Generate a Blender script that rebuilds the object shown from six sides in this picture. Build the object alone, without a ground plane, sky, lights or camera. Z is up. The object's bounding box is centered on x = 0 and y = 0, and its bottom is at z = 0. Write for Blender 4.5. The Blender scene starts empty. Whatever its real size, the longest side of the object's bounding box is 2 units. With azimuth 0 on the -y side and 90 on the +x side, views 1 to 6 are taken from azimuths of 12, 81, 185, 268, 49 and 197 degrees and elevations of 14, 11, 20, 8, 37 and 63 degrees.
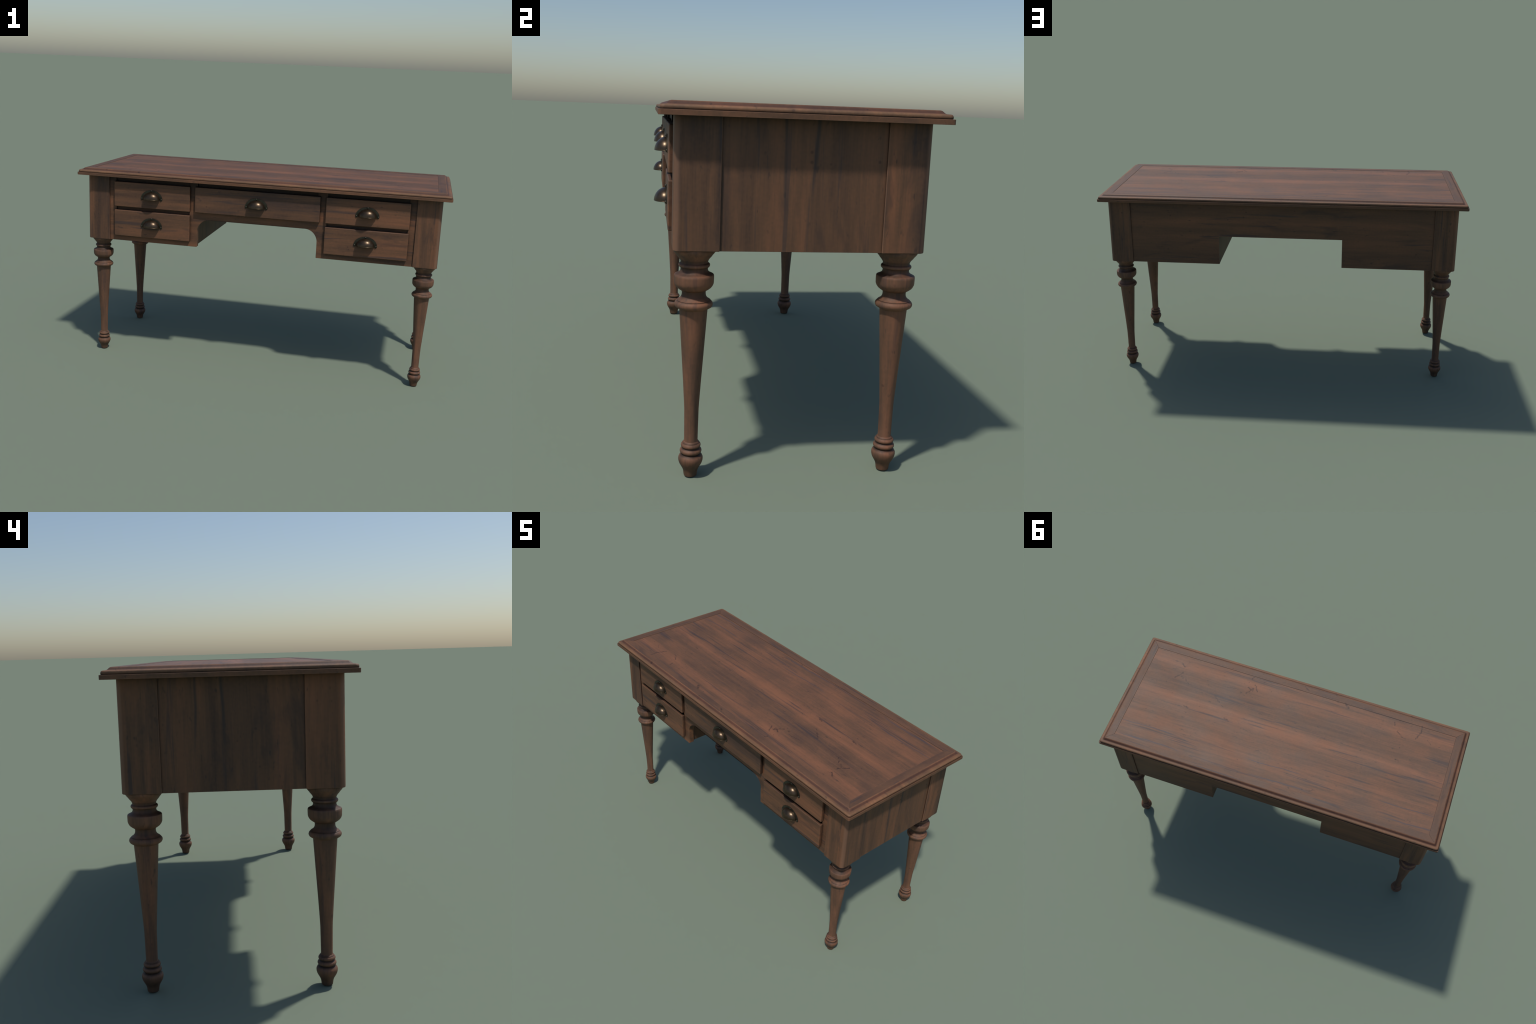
"""Antique five-drawer writing desk on four turned legs, built from boards,
mouldings, lathe profiles and cup pulls."""
import bpy, bmesh, math
from mathutils import Vector

YC = 0.0035                      # the carcass is centred here; the pulls stick out in front
TOP_Z, UNDER_Z, BASE_Z = 1.0652, 1.0280, 0.6703
HALF_W, HALF_D = 1.0, 0.3928      # tabletop half width / half depth
POST_OUT_X, POST_IN_X = 0.956, 0.8305
POST_OUT_D, POST_IN_D = 0.3505, 0.2245   # from YC
LEG_X, LEG_D = 0.8935, 0.2885
FRAME_Y, FRAME_T = -0.3395, 0.032
DRAWER_Y = -0.3575
KNEE_X = 0.328

# ------------------------------------------------------------------ materials


class Nodes:
    """Tiny helper to wire shader nodes."""

    def __init__(self, name):
        self.mat = bpy.data.materials.new(name)
        self.mat.use_nodes = True
        self.t = self.mat.node_tree
        self.t.nodes.clear()

    def node(self, kind, **props):
        n = self.t.nodes.new(kind)
        for k, v in props.items():
            setattr(n, k, v)
        return n

    def put(self, socket, value):
        if isinstance(value, bpy.types.NodeSocket):
            self.t.links.new(value, socket)
        elif isinstance(value, (tuple, list)) and len(value) == 3 and socket.type == 'RGBA':
            socket.default_value = (*value, 1.0)
        else:
            socket.default_value = value

    def math(self, op, a, b=0.0, clamp=False):
        n = self.node('ShaderNodeMath', operation=op, use_clamp=clamp)
        self.put(n.inputs[0], a)
        self.put(n.inputs[1], b)
        return n.outputs[0]

    def vmath(self, op, a, b=(0, 0, 0)):
        n = self.node('ShaderNodeVectorMath', operation=op)
        self.put(n.inputs[0], a)
        self.put(n.inputs[1], b)
        return n.outputs['Value' if op in ('DOT_PRODUCT', 'DISTANCE', 'LENGTH') else 'Vector']

    def noise(self, vec, scale=1.0, detail=3.0, rough=0.55, distort=0.0):
        n = self.node('ShaderNodeTexNoise')
        self.put(n.inputs['Vector'], vec)
        n.inputs['Scale'].default_value = scale
        n.inputs['Detail'].default_value = detail
        n.inputs['Roughness'].default_value = rough
        n.inputs['Distortion'].default_value = distort
        return n.outputs[0]

    def ramp(self, fac, stops, interp='LINEAR'):
        n = self.node('ShaderNodeValToRGB')
        cr = n.color_ramp
        cr.interpolation = interp
        while len(cr.elements) < len(stops):
            cr.elements.new(0.5)
        for e, (p, c) in zip(cr.elements, stops):
            e.position = p
            e.color = (c, c, c, 1) if isinstance(c, (int, float)) else (*c, 1)
        self.put(n.inputs[0], fac)
        return n.outputs[0]

    def step(self, val, lo, hi):
        n = self.node('ShaderNodeMapRange', interpolation_type='SMOOTHSTEP')
        self.put(n.inputs[0], val)
        n.inputs[1].default_value = lo
        n.inputs[2].default_value = hi
        return n.outputs[0]

    def mix(self, fac, a, b, blend='MIX'):
        n = self.node('ShaderNodeMix', data_type='RGBA', blend_type=blend)
        self.put(n.inputs[0], fac)
        self.put(n.inputs[6], a)
        self.put(n.inputs[7], b)
        return n.outputs[2]

    def combine(self, x, y, z):
        n = self.node('ShaderNodeCombineXYZ')
        for s, v in zip(n.inputs, (x, y, z)):
            self.put(s, v)
        return n.outputs[0]

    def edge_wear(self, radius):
        """1 on convex and concave edges, 0 on flats: rounded normal against the true one."""
        bev = self.node('ShaderNodeBevel', samples=6)
        bev.inputs['Radius'].default_value = radius
        geo = self.node('ShaderNodeNewGeometry')
        return self.math('SUBTRACT', 1.0, self.vmath('DOT_PRODUCT', bev.outputs[0], geo.outputs['Normal']))

    def occlusion(self, distance):
        ao = self.node('ShaderNodeAmbientOcclusion', samples=8)
        ao.inputs['Distance'].default_value = distance
        return ao.outputs['AO']

    def finish(self, **inputs):
        b = self.node('ShaderNodeBsdfPrincipled')
        o = self.node('ShaderNodeOutputMaterial')
        for k, v in inputs.items():
            self.put(b.inputs[k.replace('_', ' ')], v)
        self.t.links.new(b.outputs[0], o.inputs[0])
        return self.mat


DARK, MID, LIGHT = (0.050, 0.0285, 0.0210), (0.123, 0.0605, 0.0325), (0.215, 0.090, 0.0445)
STREAK = (0.040, 0.031, 0.032)
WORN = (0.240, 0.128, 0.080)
# drying checks on the top: start x, y, end x, y, relative width
CHECKS = [
          (0.750, -0.260, 0.723, -0.236, 1.0), (0.721, -0.200, 0.727, -0.180, 1.0), (0.727, -0.180, 0.753, -0.149, 0.7), (0.727, -0.180, 0.705, -0.161, 1.0),
          (0.687, -0.157, 0.659, -0.134, 0.8), (0.628, 0.016, 0.600, 0.021, 1.3), (0.472, -0.099, 0.441, -0.077, 0.9), (0.426, -0.062, 0.405, -0.053, 0.8),
          (0.374, 0.015, 0.347, 0.026, 1.2), (0.317, -0.230, 0.285, -0.218, 1.2), (0.314, -0.191, 0.286, -0.229, 1.2), (0.272, -0.249, 0.258, -0.219, 1.0),
          (0.350, -0.183, 0.347, -0.181, 1.2), (0.435, -0.191, 0.366, -0.201, 0.5), (0.316, -0.295, 0.306, -0.309, 0.8), (-0.259, -0.317, -0.286, -0.295, 1.6),
          (-0.003, -0.347, -0.026, -0.334, 1.0), (-0.194, -0.354, -0.198, -0.354, 1.2), (-0.594, -0.239, -0.635, -0.209, 0.8), (-0.726, -0.318, -0.730, -0.279, 1.0),
          (-0.730, -0.279, -0.710, -0.228, 1.1), (-0.569, -0.293, -0.574, -0.275, 0.9), (-0.634, -0.059, -0.652, -0.056, 1.1), (-0.776, -0.238, -0.803, -0.218, 0.5),
          (-0.651, -0.365, -0.654, -0.364, 1.2)]



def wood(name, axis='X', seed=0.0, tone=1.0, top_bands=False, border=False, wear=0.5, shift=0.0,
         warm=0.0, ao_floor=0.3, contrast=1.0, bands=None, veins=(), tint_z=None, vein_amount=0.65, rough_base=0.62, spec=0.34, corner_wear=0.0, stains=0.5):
    """Dark walnut with the grain running along one object axis."""
    w = Nodes(name)
    co = w.node('ShaderNodeTexCoord').outputs['Object']
    info = w.node('ShaderNodeObjectInfo').outputs['Random']
    sep = w.node('ShaderNodeSeparateXYZ')
    w.put(sep.inputs[0], co)
    x, y, z = sep.outputs
    along, b, c = {'X': (x, y, z), 'Y': (y, z, x), 'Z': (z, x, y)}[axis]
    off = w.math('ADD', w.math('MULTIPLY', info, 0.0 if top_bands else 23.0), seed)
    b2, c2 = w.math('ADD', b, off), w.math('ADD', c, w.math('MULTIPLY', off, 1.7))
    a2 = w.math('ADD', along, w.math('MULTIPLY', off, 0.6))
    base = w.combine(a2, b2, c2)

    def scaled(sa, sc):
        return w.vmath('MULTIPLY', base, (sa, sc, sc))

    band = w.noise(scaled(0.55, 11.0), detail=2.5, distort=0.25)
    fig = w.noise(scaled(2.6, 44.0 if top_bands else 36.0), detail=5.0, rough=0.62)
    grain = w.noise(scaled(7.0, 170.0), detail=4.0, rough=0.65)
    blot = w.noise(base, scale=6.5, detail=3.0)
    mott = w.noise(base, scale=95.0, detail=3.0, rough=0.6)

    if top_bands:
        # broad pale and dark stripes that run the whole length of the board
        wob = w.math('MULTIPLY', w.math('SUBTRACT', w.noise(scaled(1.6, 2.0), detail=2.0), 0.5), 0.055)
        pos = w.math('ADD', w.math('DIVIDE', w.math('SUBTRACT', w.math('ADD', y, wob), YC - 0.32), 0.64), 0.0)
        stripe = w.ramp(pos, [(0.0, .50), (.045, .46), (.085, .76), (.12, .72), (.17, .40), (.25, .34),
                              (.36, .30), (.425, .50), (.465, .82), (.505, .70), (.56, .40), (.64, .33),
                              (.70, .44), (.77, .60), (.82, .46), (.88, .60), (.925, .38), (.96, .44), (1.0, .5)], 'B_SPLINE')
        t = w.math('ADD', w.math('MULTIPLY', stripe, 0.62), w.math('MULTIPLY', band, 0.20))
        t = w.math('ADD', t, w.math('MULTIPLY', fig, 0.52))
        t = w.math('ADD', t, w.math('MULTIPLY', blot, 0.46))
        t = w.math('ADD', t, w.math('MULTIPLY', grain, 0.26))
        t = w.math('SUBTRACT', t, 0.47)
    elif bands:
        wob = w.math('MULTIPLY', w.math('SUBTRACT', w.noise(scaled(1.6, 2.0), detail=2.0), 0.5), 0.06)
        lo, hi, stops = bands
        stripe = w.ramp(w.math('DIVIDE', w.math('SUBTRACT', w.math('ADD', z, wob), lo), hi - lo), stops, 'B_SPLINE')
        t = w.math('ADD', w.math('MULTIPLY', stripe, 0.55), w.math('MULTIPLY', band, 0.35))
        t = w.math('ADD', t, w.math('MULTIPLY', fig, 0.45))
        t = w.math('ADD', t, w.math('MULTIPLY', blot, 0.25))
        t = w.math('SUBTRACT', w.math('ADD', t, w.math('MULTIPLY', grain, 0.10)), 0.36)
    elif border:
        t = w.math('ADD', w.math('MULTIPLY', band, 0.25), w.math('MULTIPLY', fig, 0.35))
        t = w.math('ADD', t, w.math('MULTIPLY', blot, 0.45))
        t = w.math('ADD', t, w.math('MULTIPLY', grain, 0.12))
        t = w.math('SUBTRACT', t, 0.12)
    else:
        t = w.math('ADD', w.math('MULTIPLY', band, 1.0 * contrast), w.math('MULTIPLY', fig, 0.75 * contrast))
        t = w.math('ADD', t, w.math('MULTIPLY', blot, 0.22 * contrast))
        t = w.math('ADD', t, w.math('MULTIPLY', w.math('SUBTRACT', grain, 0.5), 0.26 * contrast))
        t = w.math('ADD', w.math('SUBTRACT', t, 0.985 * contrast), 0.47)
    t = w.math('ADD', t, shift)
    t = w.math('ADD', t, w.math('MULTIPLY', w.math('SUBTRACT', mott, 0.5), 0.20))
    col = w.ramp(t, [(0.16, DARK), (0.47, MID), (0.78, LIGHT)])

    # long thin ink-dark veins
    vein = w.noise(scaled(2.4, 46.0), detail=3.0, rough=0.5, distort=0.2)
    col = w.mix(w.math('MULTIPLY', w.step(vein, 0.58, 0.70), vein_amount), col, STREAK)
    # cloudy stains, a few times longer along the grain than across it
    stain = w.noise(scaled(3.2, 11.0), detail=4.0, rough=0.62, distort=0.6)
    col = w.mix(w.math('MULTIPLY', w.step(stain, 0.53, 0.70), stains), col, (0.043, 0.028, 0.024))
    # short pores and specks
    speck = w.noise(scaled(26.0, 70.0), detail=2.0)
    col = w.mix(w.math('MULTIPLY', w.step(speck, 0.64, 0.78), 0.6), col, (0.040, 0.026, 0.021))

    if top_bands:
        # two wandering veins near the back edge, fading in and out along the board
        for y0, phase, width, amp in ((0.2165, 0.0, 0.0042, 0.0035), (0.302, 0.55, 0.0060, 0.0040)):
            wave = w.math('MULTIPLY', w.math('SINE', w.math('ADD', w.math('MULTIPLY', x, 15.5), phase)), amp)
            jit = w.math('MULTIPLY', w.math('SUBTRACT', w.noise(co, scale=14.0, detail=3.0), 0.5), 0.014)
            d = w.math('ABSOLUTE', w.math('SUBTRACT', w.math('SUBTRACT', y, y0), w.math('ADD', wave, jit)))
            seen = w.step(w.math('COSINE', w.math('ADD', w.math('MULTIPLY', x, 8.05), phase)), -0.15, 0.75)
            line = w.math('SUBTRACT', 1.0, w.step(d, width * 0.25, width))
            col = w.mix(w.math('MULTIPLY', w.math('MULTIPLY', line, seen), 0.75), col, (0.062, 0.048, 0.052))
    if top_bands or border:
        # short drying checks and dents on the board: distance to a few wandering strokes
        shake = w.node('ShaderNodeTexNoise')
        w.put(shake.inputs['Vector'], co)
        shake.inputs['Scale'].default_value = 70.0
        shake.inputs['Detail'].default_value = 3.0
        flatco = w.vmath('MULTIPLY', co, (1, 1, 0))
        sway = w.vmath('MULTIPLY', w.vmath('SUBTRACT', shake.outputs['Color'], (.5, .5, .5)), (.018, .018, 0))
        pc = w.vmath('ADD', flatco, sway)
        near = None
        for x0, y0, x1, y1, fat in CHECKS:
            ba = Vector((x1 - x0, y1 - y0, 0))
            pa = w.vmath('SUBTRACT', pc, (x0, y0, 0))
            h = w.math('DIVIDE', w.vmath('DOT_PRODUCT', pa, tuple(ba)), ba.length_squared, clamp=True)
            foot = w.vmath('MULTIPLY', w.combine(h, h, 0.0), tuple(ba))
            d = w.math('DIVIDE', w.vmath('DISTANCE', pa, foot), fat)
            near = d if near is None else w.math('MINIMUM', near, d)
        crack = w.math('SUBTRACT', 1.0, w.step(near, 0.0018, 0.0062))
        patch = w.math('ADD', 0.35, w.math('MULTIPLY', w.step(w.noise(co, scale=60.0, detail=2.0), 0.38, 0.56), 0.65))
        crack = w.math('MULTIPLY', crack, patch)
        col = w.mix(w.math('MULTIPLY', crack, 0.72), col, (0.036, 0.018, 0.013))
    # clusters of small dents and worm holes
    dots = w.node('ShaderNodeTexVoronoi', feature='F1')
    w.put(dots.inputs['Vector'], base)
    dots.inputs['Scale'].default_value = 26.0
    dots.inputs['Randomness'].default_value = 1.0
    pit = w.math('SUBTRACT', 1.0, w.step(dots.outputs['Distance'], 0.06, 0.17))
    few = w.step(w.noise(base, scale=9.0, detail=1.0), 0.60, 0.66)
    col = w.mix(w.math('MULTIPLY', w.math('MULTIPLY', pit, few), 0.6), col, (0.050, 0.024, 0.017))

    for pos, lean, width, strength in veins:      # long dark checks down an upright board
        jit = w.math('MULTIPLY', w.math('SUBTRACT', w.noise(scaled(3.5, 1.0), detail=2.0), 0.5), 0.024)
        line_y = w.math('ADD', w.math('MULTIPLY', w.math('SUBTRACT', 1.02, z), lean), w.math('ADD', jit, pos))
        d = w.math('ABSOLUTE', w.math('SUBTRACT', y, line_y))
        soft = w.math('SUBTRACT', 1.0, w.step(d, width * 0.1, width))
        fade = w.math('ADD', 0.12, w.math('MULTIPLY', w.step(z, 0.76, 0.92), 0.88))
        col = w.mix(w.math('MULTIPLY', w.math('MULTIPLY', soft, fade), strength), col, (0.034, 0.027, 0.026))
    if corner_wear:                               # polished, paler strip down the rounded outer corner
        nsep = w.node('ShaderNodeSeparateXYZ')
        w.put(nsep.inputs[0], w.node('ShaderNodeTexCoord').outputs['Normal'])
        both = w.math('ABSOLUTE', w.math('MULTIPLY', nsep.outputs[0], nsep.outputs[1]))
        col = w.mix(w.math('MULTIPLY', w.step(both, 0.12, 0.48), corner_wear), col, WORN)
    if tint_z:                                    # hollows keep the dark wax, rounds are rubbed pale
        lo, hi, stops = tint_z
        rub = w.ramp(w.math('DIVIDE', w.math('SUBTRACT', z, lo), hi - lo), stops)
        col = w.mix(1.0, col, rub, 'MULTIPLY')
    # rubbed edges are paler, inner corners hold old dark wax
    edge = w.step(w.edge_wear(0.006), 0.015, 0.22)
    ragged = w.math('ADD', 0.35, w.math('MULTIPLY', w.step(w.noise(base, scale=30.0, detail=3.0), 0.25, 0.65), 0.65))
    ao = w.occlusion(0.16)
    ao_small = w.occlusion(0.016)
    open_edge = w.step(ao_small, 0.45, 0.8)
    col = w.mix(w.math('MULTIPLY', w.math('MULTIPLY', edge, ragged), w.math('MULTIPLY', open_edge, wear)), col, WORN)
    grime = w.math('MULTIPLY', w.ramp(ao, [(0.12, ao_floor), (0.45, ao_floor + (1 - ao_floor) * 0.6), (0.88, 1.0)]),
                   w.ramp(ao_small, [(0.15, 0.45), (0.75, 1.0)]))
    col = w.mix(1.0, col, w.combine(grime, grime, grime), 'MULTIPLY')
    if tone != 1.0 or warm:
        col = w.mix(1.0, col, (tone * (1 + warm), tone, tone * (1 - warm)), 'MULTIPLY')

    bump = w.node('ShaderNodeBump')
    bump.inputs['Strength'].default_value = 0.12
    bump.inputs['Distance'].default_value = 0.002
    w.put(bump.inputs['Height'], w.math('ADD', grain, w.math('MULTIPLY', fig, 0.6)))
    rough = w.math('ADD', rough_base, w.math('MULTIPLY', w.math('SUBTRACT', blot, 0.5), 0.2))
    return w.finish(Base_Color=col, Roughness=rough, Normal=bump.outputs[0], Specular_IOR_Level=spec)


def bronze(name, base, tarnish, rough):
    """Aged bronze with green-black tarnish in the hollows."""
    w = Nodes(name)
    co = w.node('ShaderNodeTexCoord').outputs['Object']
    n1 = w.noise(co, scale=55.0, detail=4.0)
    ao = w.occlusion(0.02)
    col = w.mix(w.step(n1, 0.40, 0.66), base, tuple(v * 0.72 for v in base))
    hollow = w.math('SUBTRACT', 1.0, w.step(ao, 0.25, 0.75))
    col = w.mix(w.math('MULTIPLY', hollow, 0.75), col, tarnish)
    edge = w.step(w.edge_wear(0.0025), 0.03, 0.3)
    col = w.mix(w.math('MULTIPLY', edge, 0.45), col, tuple(min(1, v * 2.2) for v in base))
    r = w.math('ADD', rough, w.math('MULTIPLY', w.math('SUBTRACT', n1, 0.5), 0.12))
    return w.finish(Base_Color=col, Roughness=r, Metallic=0.85)


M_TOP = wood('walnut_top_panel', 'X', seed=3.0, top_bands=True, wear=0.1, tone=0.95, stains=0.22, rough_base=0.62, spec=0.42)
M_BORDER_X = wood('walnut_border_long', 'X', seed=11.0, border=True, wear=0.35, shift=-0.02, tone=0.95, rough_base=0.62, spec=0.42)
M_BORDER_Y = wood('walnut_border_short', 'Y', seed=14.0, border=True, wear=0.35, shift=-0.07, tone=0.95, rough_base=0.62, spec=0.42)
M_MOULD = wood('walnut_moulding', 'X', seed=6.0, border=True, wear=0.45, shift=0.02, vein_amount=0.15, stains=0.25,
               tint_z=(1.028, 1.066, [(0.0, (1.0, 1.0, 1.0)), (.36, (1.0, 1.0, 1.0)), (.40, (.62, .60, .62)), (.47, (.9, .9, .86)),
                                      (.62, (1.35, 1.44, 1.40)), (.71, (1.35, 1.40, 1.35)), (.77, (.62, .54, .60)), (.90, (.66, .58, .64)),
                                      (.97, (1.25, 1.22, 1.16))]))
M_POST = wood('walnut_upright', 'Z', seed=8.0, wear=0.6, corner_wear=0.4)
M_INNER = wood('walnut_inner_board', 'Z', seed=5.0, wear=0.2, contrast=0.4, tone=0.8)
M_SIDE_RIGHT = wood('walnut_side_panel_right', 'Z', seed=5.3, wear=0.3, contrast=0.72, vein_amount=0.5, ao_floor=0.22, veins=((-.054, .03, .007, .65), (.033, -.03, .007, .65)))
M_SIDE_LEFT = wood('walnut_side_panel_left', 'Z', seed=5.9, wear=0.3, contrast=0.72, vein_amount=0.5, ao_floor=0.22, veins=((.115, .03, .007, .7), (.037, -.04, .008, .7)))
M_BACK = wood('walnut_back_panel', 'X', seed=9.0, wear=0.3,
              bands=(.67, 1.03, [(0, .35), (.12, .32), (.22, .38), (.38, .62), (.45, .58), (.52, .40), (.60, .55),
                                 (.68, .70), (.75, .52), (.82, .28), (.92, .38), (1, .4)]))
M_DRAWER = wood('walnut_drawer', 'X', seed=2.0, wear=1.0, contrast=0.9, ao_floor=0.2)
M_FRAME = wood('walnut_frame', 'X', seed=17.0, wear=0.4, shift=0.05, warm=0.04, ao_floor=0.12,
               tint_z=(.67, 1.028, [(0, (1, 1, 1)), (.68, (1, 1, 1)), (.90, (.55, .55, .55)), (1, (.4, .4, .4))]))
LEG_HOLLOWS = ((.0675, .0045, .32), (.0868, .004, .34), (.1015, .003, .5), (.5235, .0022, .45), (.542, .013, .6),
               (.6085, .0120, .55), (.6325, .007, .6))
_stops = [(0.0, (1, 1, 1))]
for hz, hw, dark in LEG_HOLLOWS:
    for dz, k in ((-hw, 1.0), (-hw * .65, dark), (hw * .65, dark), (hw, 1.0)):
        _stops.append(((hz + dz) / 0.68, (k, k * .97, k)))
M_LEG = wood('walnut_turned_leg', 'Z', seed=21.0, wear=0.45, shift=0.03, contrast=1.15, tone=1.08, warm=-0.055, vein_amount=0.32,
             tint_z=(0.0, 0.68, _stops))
M_PULL = bronze('aged_bronze', (0.088, 0.060, 0.038), (0.026, 0.028, 0.021), 0.33)
M_PLATE = bronze('tarnished_bronze', (0.066, 0.060, 0.045), (0.020, 0.024, 0.019), 0.45)

# ------------------------------------------------------------------ building helpers

ROOT = bpy.data.objects.new('writing_desk', None)
bpy.context.collection.objects.link(ROOT)
ROOT['label'] = 'dark walnut writing desk, five drawers, cup pulls, turned legs'
ROOT['category'] = 'desk'


def link(name, mesh, mat, parent=ROOT, loc=(0, 0, 0), flat=False):
    o = bpy.data.objects.new(name, mesh)
    bpy.context.collection.objects.link(o)
    if mat and not mesh.materials:
        mesh.materials.append(mat)
    o.location = loc
    o.parent = parent
    if flat:
        m = o.modifiers.new('flat_faces', 'WEIGHTED_NORMAL')
        m.keep_sharp, m.weight = True, 100
    return o


def mesh_from(bm, name, angle=35.0):
    bmesh.ops.recalc_face_normals(bm, faces=bm.faces[:])
    lim = math.radians(angle)
    for f in bm.faces:
        f.smooth = True
    for e in bm.edges:
        if len(e.link_faces) == 2 and e.calc_face_angle(0.0) > lim:
            e.smooth = False
    me = bpy.data.meshes.new(name)
    bm.to_mesh(me)
    bm.free()
    return me


def box(name, lo, hi, mat, bevel=0.002, segs=2, parent=ROOT, loc=(0, 0, 0)):
    bm = bmesh.new()
    bmesh.ops.create_cube(bm, size=1.0)
    for v in bm.verts:
        for i in range(3):
            v.co[i] = lo[i] if v.co[i] < 0 else hi[i]
    if bevel:
        bmesh.ops.bevel(bm, geom=bm.edges[:], offset=bevel, segments=segs, profile=0.5, affect='EDGES', clamp_overlap=True)
    return link(name, mesh_from(bm, name, 50), mat, parent, loc, True)


def rounded_rect(x0, x1, y0, y1, radii, segs=6):
    """Counter-clockwise outline; radii for the corners (x0y0, x1y0, x1y1, x0y1)."""
    out = []
    for (cx, sx, cy, sy), r, a0 in zip(((x0, 1, y0, 1), (x1, -1, y0, 1), (x1, -1, y1, -1), (x0, 1, y1, -1)),
                                       radii, (180, 270, 0, 90)):
        for i in range(segs + 1):
            a = math.radians(a0 + 90 * i / segs)
            out.append((cx + sx * r + r * math.cos(a), cy + sy * r + r * math.sin(a)))
    return out


def stack(name, loops, mat, angle=35.0, cap=True, parent=ROOT):
    """Skin through outlines [(z, [(x, y)...])...] that all have the same number of points."""
    bm = bmesh.new()
    rings = [[bm.verts.new((px, py, z)) for px, py in pts] for z, pts in loops]
    n = len(rings[0])
    for a, b in zip(rings, rings[1:]):
        for i in range(n):
            bm.faces.new((a[i], a[(i + 1) % n], b[(i + 1) % n], b[i]))
    if cap:
        bm.faces.new(rings[0][::-1])
        bm.faces.new(rings[-1])
    return link(name, mesh_from(bm, name, angle), mat, parent, flat=True)


def lathe(profile, segs, name, angle=32.0):
    bm = bmesh.new()
    rings = []
    for r, z in profile:
        rings.append([bm.verts.new((r * math.cos(2 * math.pi * i / segs), r * math.sin(2 * math.pi * i / segs), z))
                      for i in range(segs)])
    for a, b in zip(rings, rings[1:]):
        for i in range(segs):
            bm.faces.new((a[i], a[(i + 1) % segs], b[(i + 1) % segs], b[i]))
    bm.faces.new(rings[0])
    bm.faces.new(rings[-1][::-1])
    return mesh_from(bm, name, angle)


def prism(name, outline, y0, y1, mat, bevel=0.0015, holes=(), parent=ROOT):
    """Board standing in the xz plane, cut to an outline, with optional rectangular openings."""
    cu = bpy.data.curves.new(name, 'CURVE')
    cu.dimensions, cu.fill_mode = '2D', 'BOTH'
    for pts in (outline, *holes):
        sp = cu.splines.new('POLY')
        sp.points.add(len(pts) - 1)
        for p, (px, pz) in zip(sp.points, pts):
            p.co = (px, pz, 0, 1)
        sp.use_cyclic_u = True
    cu.extrude = abs(y1 - y0) / 2
    tmp = bpy.data.objects.new(name + '_outline', cu)
    bpy.context.collection.objects.link(tmp)
    bpy.context.view_layer.update()
    me0 = bpy.data.meshes.new_from_object(tmp.evaluated_get(bpy.context.evaluated_depsgraph_get()))
    bm = bmesh.new()
    bm.from_mesh(me0)
    bpy.data.objects.remove(tmp)
    bpy.data.meshes.remove(me0)
    bmesh.ops.remove_doubles(bm, verts=bm.verts[:], dist=1e-5)
    mid = (y0 + y1) / 2
    for v in bm.verts:
        v.co = Vector((v.co.x, mid - v.co.z, v.co.y))
    if bevel:
        sharp = [e for e in bm.edges if len(e.link_faces) == 2 and e.calc_face_angle(0) > math.radians(50)]
        bmesh.ops.bevel(bm, geom=sharp, offset=bevel, segments=2, profile=0.5, affect='EDGES', clamp_overlap=True)
    return link(name, mesh_from(bm, name, 40), mat, parent, flat=True)


# ------------------------------------------------------------------ tabletop

top = bpy.data.objects.new('tabletop', None)
bpy.context.collection.objects.link(top)
top.parent = ROOT


def top_loop(inset, z, r):
    return z, rounded_rect(-HALF_W + inset, HALF_W - inset, YC - HALF_D + inset, YC + HALF_D - inset, (r,) * 4)


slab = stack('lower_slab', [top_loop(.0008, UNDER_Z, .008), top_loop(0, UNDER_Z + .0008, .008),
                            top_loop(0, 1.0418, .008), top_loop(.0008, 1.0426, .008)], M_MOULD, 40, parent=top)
mould = [(.0060, 1.0420, .012), (.0046, 1.0432, .012), (.0040, 1.0460, .012), (.0040, 1.0488, .012),
         (.0050, 1.0518, .012), (.0068, 1.0539, .011), (.0095, 1.0551, .010), (.0150, 1.0554, .009),
         (.0180, 1.0556, .008), (.0215, 1.0568, .008), (.0245, 1.0592, .007), (.0270, 1.0618, .007),
         (.0295, 1.0638, .006), (.0322, 1.0649, .006)]
border_in_x, border_in_y = 0.928, 0.3195
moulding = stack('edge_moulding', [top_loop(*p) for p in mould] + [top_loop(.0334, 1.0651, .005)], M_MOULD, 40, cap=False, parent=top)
# four mitred border boards around the sunken field
bx, by = HALF_W - .0334, HALF_D - .0334


def border_board(name, pts, mat):
    bm = bmesh.new()
    lo = [bm.verts.new((px, py, 1.046)) for px, py in pts]
    hi = [bm.verts.new((px, py, TOP_Z)) for px, py in pts]
    n = len(pts)
    for i in range(n):
        bm.faces.new((lo[i], lo[(i + 1) % n], hi[(i + 1) % n], hi[i]))
    bm.faces.new(lo[::-1])
    bm.faces.new(hi)
    bmesh.ops.bevel(bm, geom=[e for e in bm.edges if e.verts[0] in hi and e.verts[1] in hi],
                    offset=0.0006, segments=1, affect='EDGES')
    return link(name, mesh_from(bm, name, 50), mat, top, flat=True)


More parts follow.
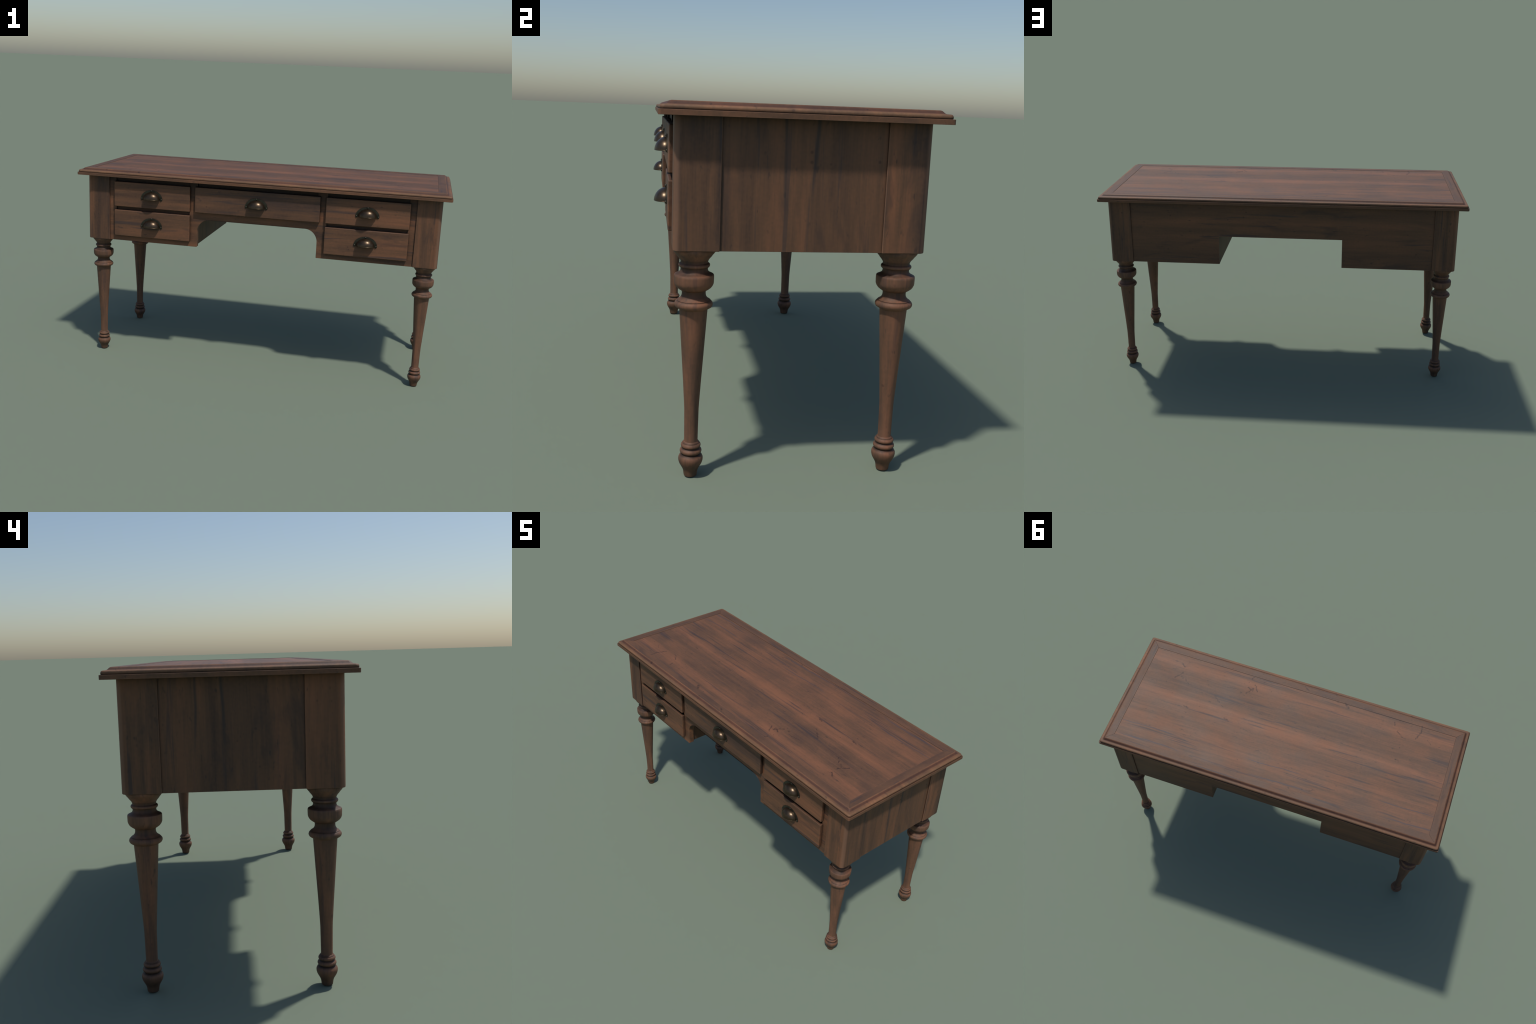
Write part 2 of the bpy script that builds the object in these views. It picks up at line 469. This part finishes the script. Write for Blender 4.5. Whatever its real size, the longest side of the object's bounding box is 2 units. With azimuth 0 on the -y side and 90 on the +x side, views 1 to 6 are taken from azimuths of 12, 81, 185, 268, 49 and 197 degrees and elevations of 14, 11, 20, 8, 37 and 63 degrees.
g = 0.0002
for sy in (-1, 1):
    border_board('border_board', [(-bx + g, YC + sy * by), (bx - g, YC + sy * by),
                                  (border_in_x - g, YC + sy * border_in_y), (-border_in_x + g, YC + sy * border_in_y)], M_BORDER_X)
for sx in (-1, 1):
    border_board('border_board', [(sx * bx, YC - by + g), (sx * bx, YC + by - g),
                                  (sx * border_in_x, YC + border_in_y - g), (sx * border_in_x, YC - border_in_y + g)], M_BORDER_Y)
box('top_panel', (-border_in_x + .0003, YC - border_in_y + .0003, 1.046), (border_in_x - .0003, YC + border_in_y - .0003, TOP_Z - .0014),
    M_TOP, bevel=0.0003, segs=1, parent=top)

# ------------------------------------------------------------------ corner posts and turned legs

leg_profile = [(.0560, .6715), (.0585, .6700), (.0590, .6655), (.0578, .6610), (.0548, .6570), (.0500, .6515), (.0488, .6495),
               (.0478, .6480), (.0425, .6420), (.0393, .6370), (.0380, .6325), (.0383, .6300), (.0412, .6282), (.0432, .6258),
               (.0437, .6230), (.0430, .6202), (.0410, .6178), (.0384, .6165), (.0376, .6130), (.0382, .6085), (.0400, .6050),
               (.0432, .6022), (.0474, .6000), (.0541, .5968), (.0553, .5945), (.0555, .5900), (.0554, .5820), (.0551, .5740),
               (.0540, .5695), (.0515, .5645), (.0480, .5600), (.0430, .5560), (.0375, .5525), (.0337, .5500), (.0331, .5450),
               (.0335, .5390), (.0350, .5345), (.0375, .5308), (.0410, .5275), (.0450, .5252), (.0468, .5240), (.0462, .5228),
               (.0500, .5205), (.0525, .5175), (.0537, .5135), (.0530, .5090), (.0505, .5050), (.0460, .5020), (.0415, .5005),
               (.0396, .4985), (.0392, .4940), (.0350, .4300), (.0307, .3644), (.0257, .2900), (.0213, .2180), (.0206, .2020),
               (.0199, .1500), (.0195, .1100), (.0200, .1060), (.0228, .1035), (.0240, .1022), (.0236, .1008), (.0262, .0990),
               (.0280, .0962), (.0285, .0935), (.0279, .0905), (.0258, .0880), (.0240, .0868), (.0252, .0850), (.0288, .0825),
               (.0308, .0798), (.0315, .0768), (.0310, .0738), (.0292, .0710), (.0266, .0693), (.0262, .0674), (.0298, .0652),
               (.0330, .0615), (.0350, .0570), (.0355, .0525), (.0349, .0470), (.0330, .0405), (.0300, .0345), (.0265, .0285),
               (.0234, .0230), (.0213, .0170), (.0201, .0110), (.0194, .0050), (.0186, .0010), (.0176, .0)]
leg_mesh = lathe(leg_profile, 40, 'leg')
leg_mesh.materials.append(M_LEG)

for sx in (-1, 1):
    for sy in (-1, 1):
        x0, x1 = sorted((sx * POST_IN_X, sx * POST_OUT_X))
        y0, y1 = sorted((YC + sy * POST_IN_D, YC + sy * POST_OUT_D))
        radii = [0.003] * 4
        radii[{(-1, -1): 0, (1, -1): 1, (1, 1): 2, (-1, 1): 3}[sx, sy]] = 0.021

        def ring(inset, z):
            return z, rounded_rect(x0 + inset, x1 - inset, y0 + inset, y1 - inset, [max(r - inset, .0008) for r in radii], 7)
        stack('corner_post', [ring(.0025, BASE_Z), ring(.0008, BASE_Z + .0007), ring(0, BASE_Z + .0025), ring(0, UNDER_Z + .003)], M_POST, 40)
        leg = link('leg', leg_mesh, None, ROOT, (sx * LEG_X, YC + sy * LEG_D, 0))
        leg.rotation_euler[2] = 0.9 * sx + 1.7 * sy

# ------------------------------------------------------------------ carcass boards

for sx in (-1, 1):
    xo, xi = sx * (POST_OUT_X - 0.0065), sx * (POST_OUT_X - 0.028)
    box('side_panel', (min(xo, xi), YC - POST_IN_D - .01, BASE_Z + .0004), (max(xo, xi), YC + POST_IN_D + .01, UNDER_Z + .002), M_SIDE_RIGHT if sx > 0 else M_SIDE_LEFT, bevel=0.0008, segs=1)

BACK_Y = 0.3475
PED_X = 0.340
prism('back_panel', [(-POST_IN_X - .01, BASE_Z + .0004), (-PED_X, BASE_Z + .0004), (-PED_X, .8338), (PED_X, .8338), (PED_X, BASE_Z + .0004),
                     (POST_IN_X + .01, BASE_Z + .0004), (POST_IN_X + .01, UNDER_Z + .002), (-POST_IN_X - .01, UNDER_Z + .002)],
      BACK_Y - .02, BACK_Y, M_BACK, bevel=0.0008)
for sx in (-1, 1):
    a, b = sorted((sx * (PED_X + .0004), sx * (PED_X + .018)))
    box('kneehole_side', (a, FRAME_Y + FRAME_T - .001, BASE_Z + .0010), (b, BACK_Y - .0195, UNDER_Z), M_INNER, bevel=0.0008, segs=1)
    a, b = sorted((sx * (PED_X + .017), sx * (POST_OUT_X - .0285)))
    box('pedestal_bottom', (a, FRAME_Y + FRAME_T - .001, BASE_Z + .003), (b, BACK_Y - .0195, BASE_Z + .018), M_BACK, bevel=0)
box('kneehole_ceiling', (-PED_X - .001, FRAME_Y + FRAME_T - .001, .8348), (PED_X + .001, BACK_Y - .0195, .850), M_BACK, bevel=0)

# front frame with an arched kneehole and openings behind the drawers
APRON_Z, ARCH_R = 0.8232, 0.066
outline = [(-POST_IN_X - .004, BASE_Z), (-KNEE_X, BASE_Z)]
for i in range(15):
    a = math.radians(180 - 90 * i / 14)
    outline.append((-KNEE_X + ARCH_R + ARCH_R * math.cos(a), APRON_Z - ARCH_R + ARCH_R * math.sin(a)))
for i in range(15):
    a = math.radians(90 - 90 * i / 14)
    outline.append((KNEE_X - ARCH_R + ARCH_R * math.cos(a), APRON_Z - ARCH_R + ARCH_R * math.sin(a)))
outline += [(KNEE_X, BASE_Z), (POST_IN_X + .004, BASE_Z), (POST_IN_X + .004, UNDER_Z + .002), (-POST_IN_X - .004, UNDER_Z + .002)]

DRAWERS = [(-.798, -.366, .8637, 1.0014), (-.798, -.366, .6999, .8443), (-.338, .338, .8637, 1.0020),
           (.368, .799, .8637, 1.0012), (.368, .799, .7003, .8443)]


def rect(x0, x1, z0, z1):
    return [(x0, z0), (x0, z1), (x1, z1), (x1, z0)]


holes = [rect(-.794, -.370, .712, 1.0262), rect(-.326, .326, .876, 1.0262), rect(.372, .795, .712, 1.0262)]
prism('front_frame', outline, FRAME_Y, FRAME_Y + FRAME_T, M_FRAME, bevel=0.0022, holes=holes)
for sx in (-1, 1):
    a, b = sorted((sx * .362, sx * .803))
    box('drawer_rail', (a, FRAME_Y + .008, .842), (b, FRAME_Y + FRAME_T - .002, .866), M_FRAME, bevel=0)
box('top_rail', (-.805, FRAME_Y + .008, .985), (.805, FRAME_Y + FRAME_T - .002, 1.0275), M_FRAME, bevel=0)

# ------------------------------------------------------------------ drawers with cup pulls


def cup_mesh():
    """Quarter-dome shell, hollow and open below."""
    bm = bmesh.new()
    A, B, C, T = .0482, .0375, .0402, .0022
    nu, nv = 28, 12

    def shell(k, zlift):
        g = []
        for j in range(nv + 1):
            e = math.pi / 2 * j / nv          # 0 at the rim below, 90 deg at the top against the wall
            row = []
            for i in range(nu + 1):
                t = math.pi * i / nu          # sweeps from one side to the other
                px = (A - k) * math.cos(t)
                q = math.sin(t)
                row.append(bm.verts.new((px, -(B - k) * q * math.cos(e), (C - k) * q * math.sin(e) + zlift)))
            g.append(row)
        return g
    outer, inner = shell(0, 0), shell(T, 0)
    for g in (outer, inner):
        for j in range(nv):
            for i in range(nu):
                bm.faces.new((g[j][i], g[j][i + 1], g[j + 1][i + 1], g[j + 1][i]))
    for i in range(nu):                        # rim below and edge against the plate
        bm.faces.new((outer[0][i], outer[0][i + 1], inner[0][i + 1], inner[0][i]))
        bm.faces.new((outer[nv][i], outer[nv][i + 1], inner[nv][i + 1], inner[nv][i]))
    # a slim bead along the lower lip
    bmesh.ops.remove_doubles(bm, verts=bm.verts[:], dist=1e-6)
    return mesh_from(bm, 'cup_pull', 50)


def lip_mesh():
    bm = bmesh.new()
    A, B, R = .0470, .0365, .0016
    rings = []
    for i in range(33):
        t = math.pi * i / 32
        c = Vector((A * math.cos(t), -B * math.sin(t), 0.0004))
        n = Vector((math.cos(t), -math.sin(t), 0))
        rings.append([bm.verts.new(c + n * R * math.cos(s * math.pi / 4) + Vector((0, 0, R * math.sin(s * math.pi / 4)))) for s in range(8)])
    for a, b in zip(rings, rings[1:]):
        for s in range(8):
            bm.faces.new((a[s], a[(s + 1) % 8], b[(s + 1) % 8], b[s]))
    return mesh_from(bm, 'rim', 60)


def plate_mesh():
    """Arched flange around the cup with a round lobe at each foot."""
    bm = bmesh.new()
    n = 36
    y_back, y_front = 0.0015, -.0028
    outer, inner = [], []
    for i in range(n + 1):
        t = math.pi * i / n
        outer.append((.0612 * math.cos(t), .0492 * math.sin(t)))
        inner.append((.0450 * math.cos(t), .0345 * math.sin(t)))
    pts = outer[:]
    for i in range(1, 8):                      # left lobe
        a = math.pi + math.pi * i / 8
        pts.append((-.0548 + .0064 * math.cos(a), .0062 * math.sin(a)))
    pts += inner[::-1]
    for i in range(1, 8):                      # right lobe
        a = math.pi + math.pi * i / 8
        pts.append((.0548 + .0064 * math.cos(a), .0062 * math.sin(a)))
    lo = [bm.verts.new((px, y_back, pz)) for px, pz in pts]
    hi = [bm.verts.new((px, y_front, pz)) for px, pz in pts]
    m = len(pts)
    for i in range(m):
        bm.faces.new((lo[i], lo[(i + 1) % m], hi[(i + 1) % m], hi[i]))
    bm.faces.new(lo[::-1])
    face = bm.faces.new(hi)
    bmesh.ops.bevel(bm, geom=list(face.edges), offset=0.0010, segments=2, profile=0.5, affect='EDGES', clamp_overlap=True)
    return mesh_from(bm, 'backplate', 45)


def screw_mesh():
    bm = bmesh.new()
    bmesh.ops.create_uvsphere(bm, u_segments=14, v_segments=8, radius=0.0048)
    for v in bm.verts:
        v.co.y *= 0.7
    return mesh_from(bm, 'screw', 60)


CUP, LIP, PLATE, SCREW = cup_mesh(), lip_mesh(), plate_mesh(), screw_mesh()
CUP.materials.append(M_PULL)
LIP.materials.append(M_PULL)
PLATE.materials.append(M_PLATE)
SCREW.materials.append(M_PLATE)

for x0, x1, z0, z1 in DRAWERS:
    drawer = box('drawer', (x0, DRAWER_Y, z0), (x1, FRAME_Y + .002, z1), M_DRAWER, bevel=0.0042, segs=3)
    cx = (x0 + x1) / 2
    cz = 0.9170 if z0 > .8 else 0.7625
    for mesh, pos in ((CUP, (0, -.0012, 0)), (LIP, (0, -.0012, 0)), (PLATE, (0, 0, 0)), (SCREW, (-.0552, -.0030, .0010)),
                      (SCREW, (.0552, -.0030, .0010)), (SCREW, (0, -.0030, .0448))):
        link(mesh.name, mesh, None, drawer, (cx + pos[0], DRAWER_Y + pos[1], cz + pos[2]))
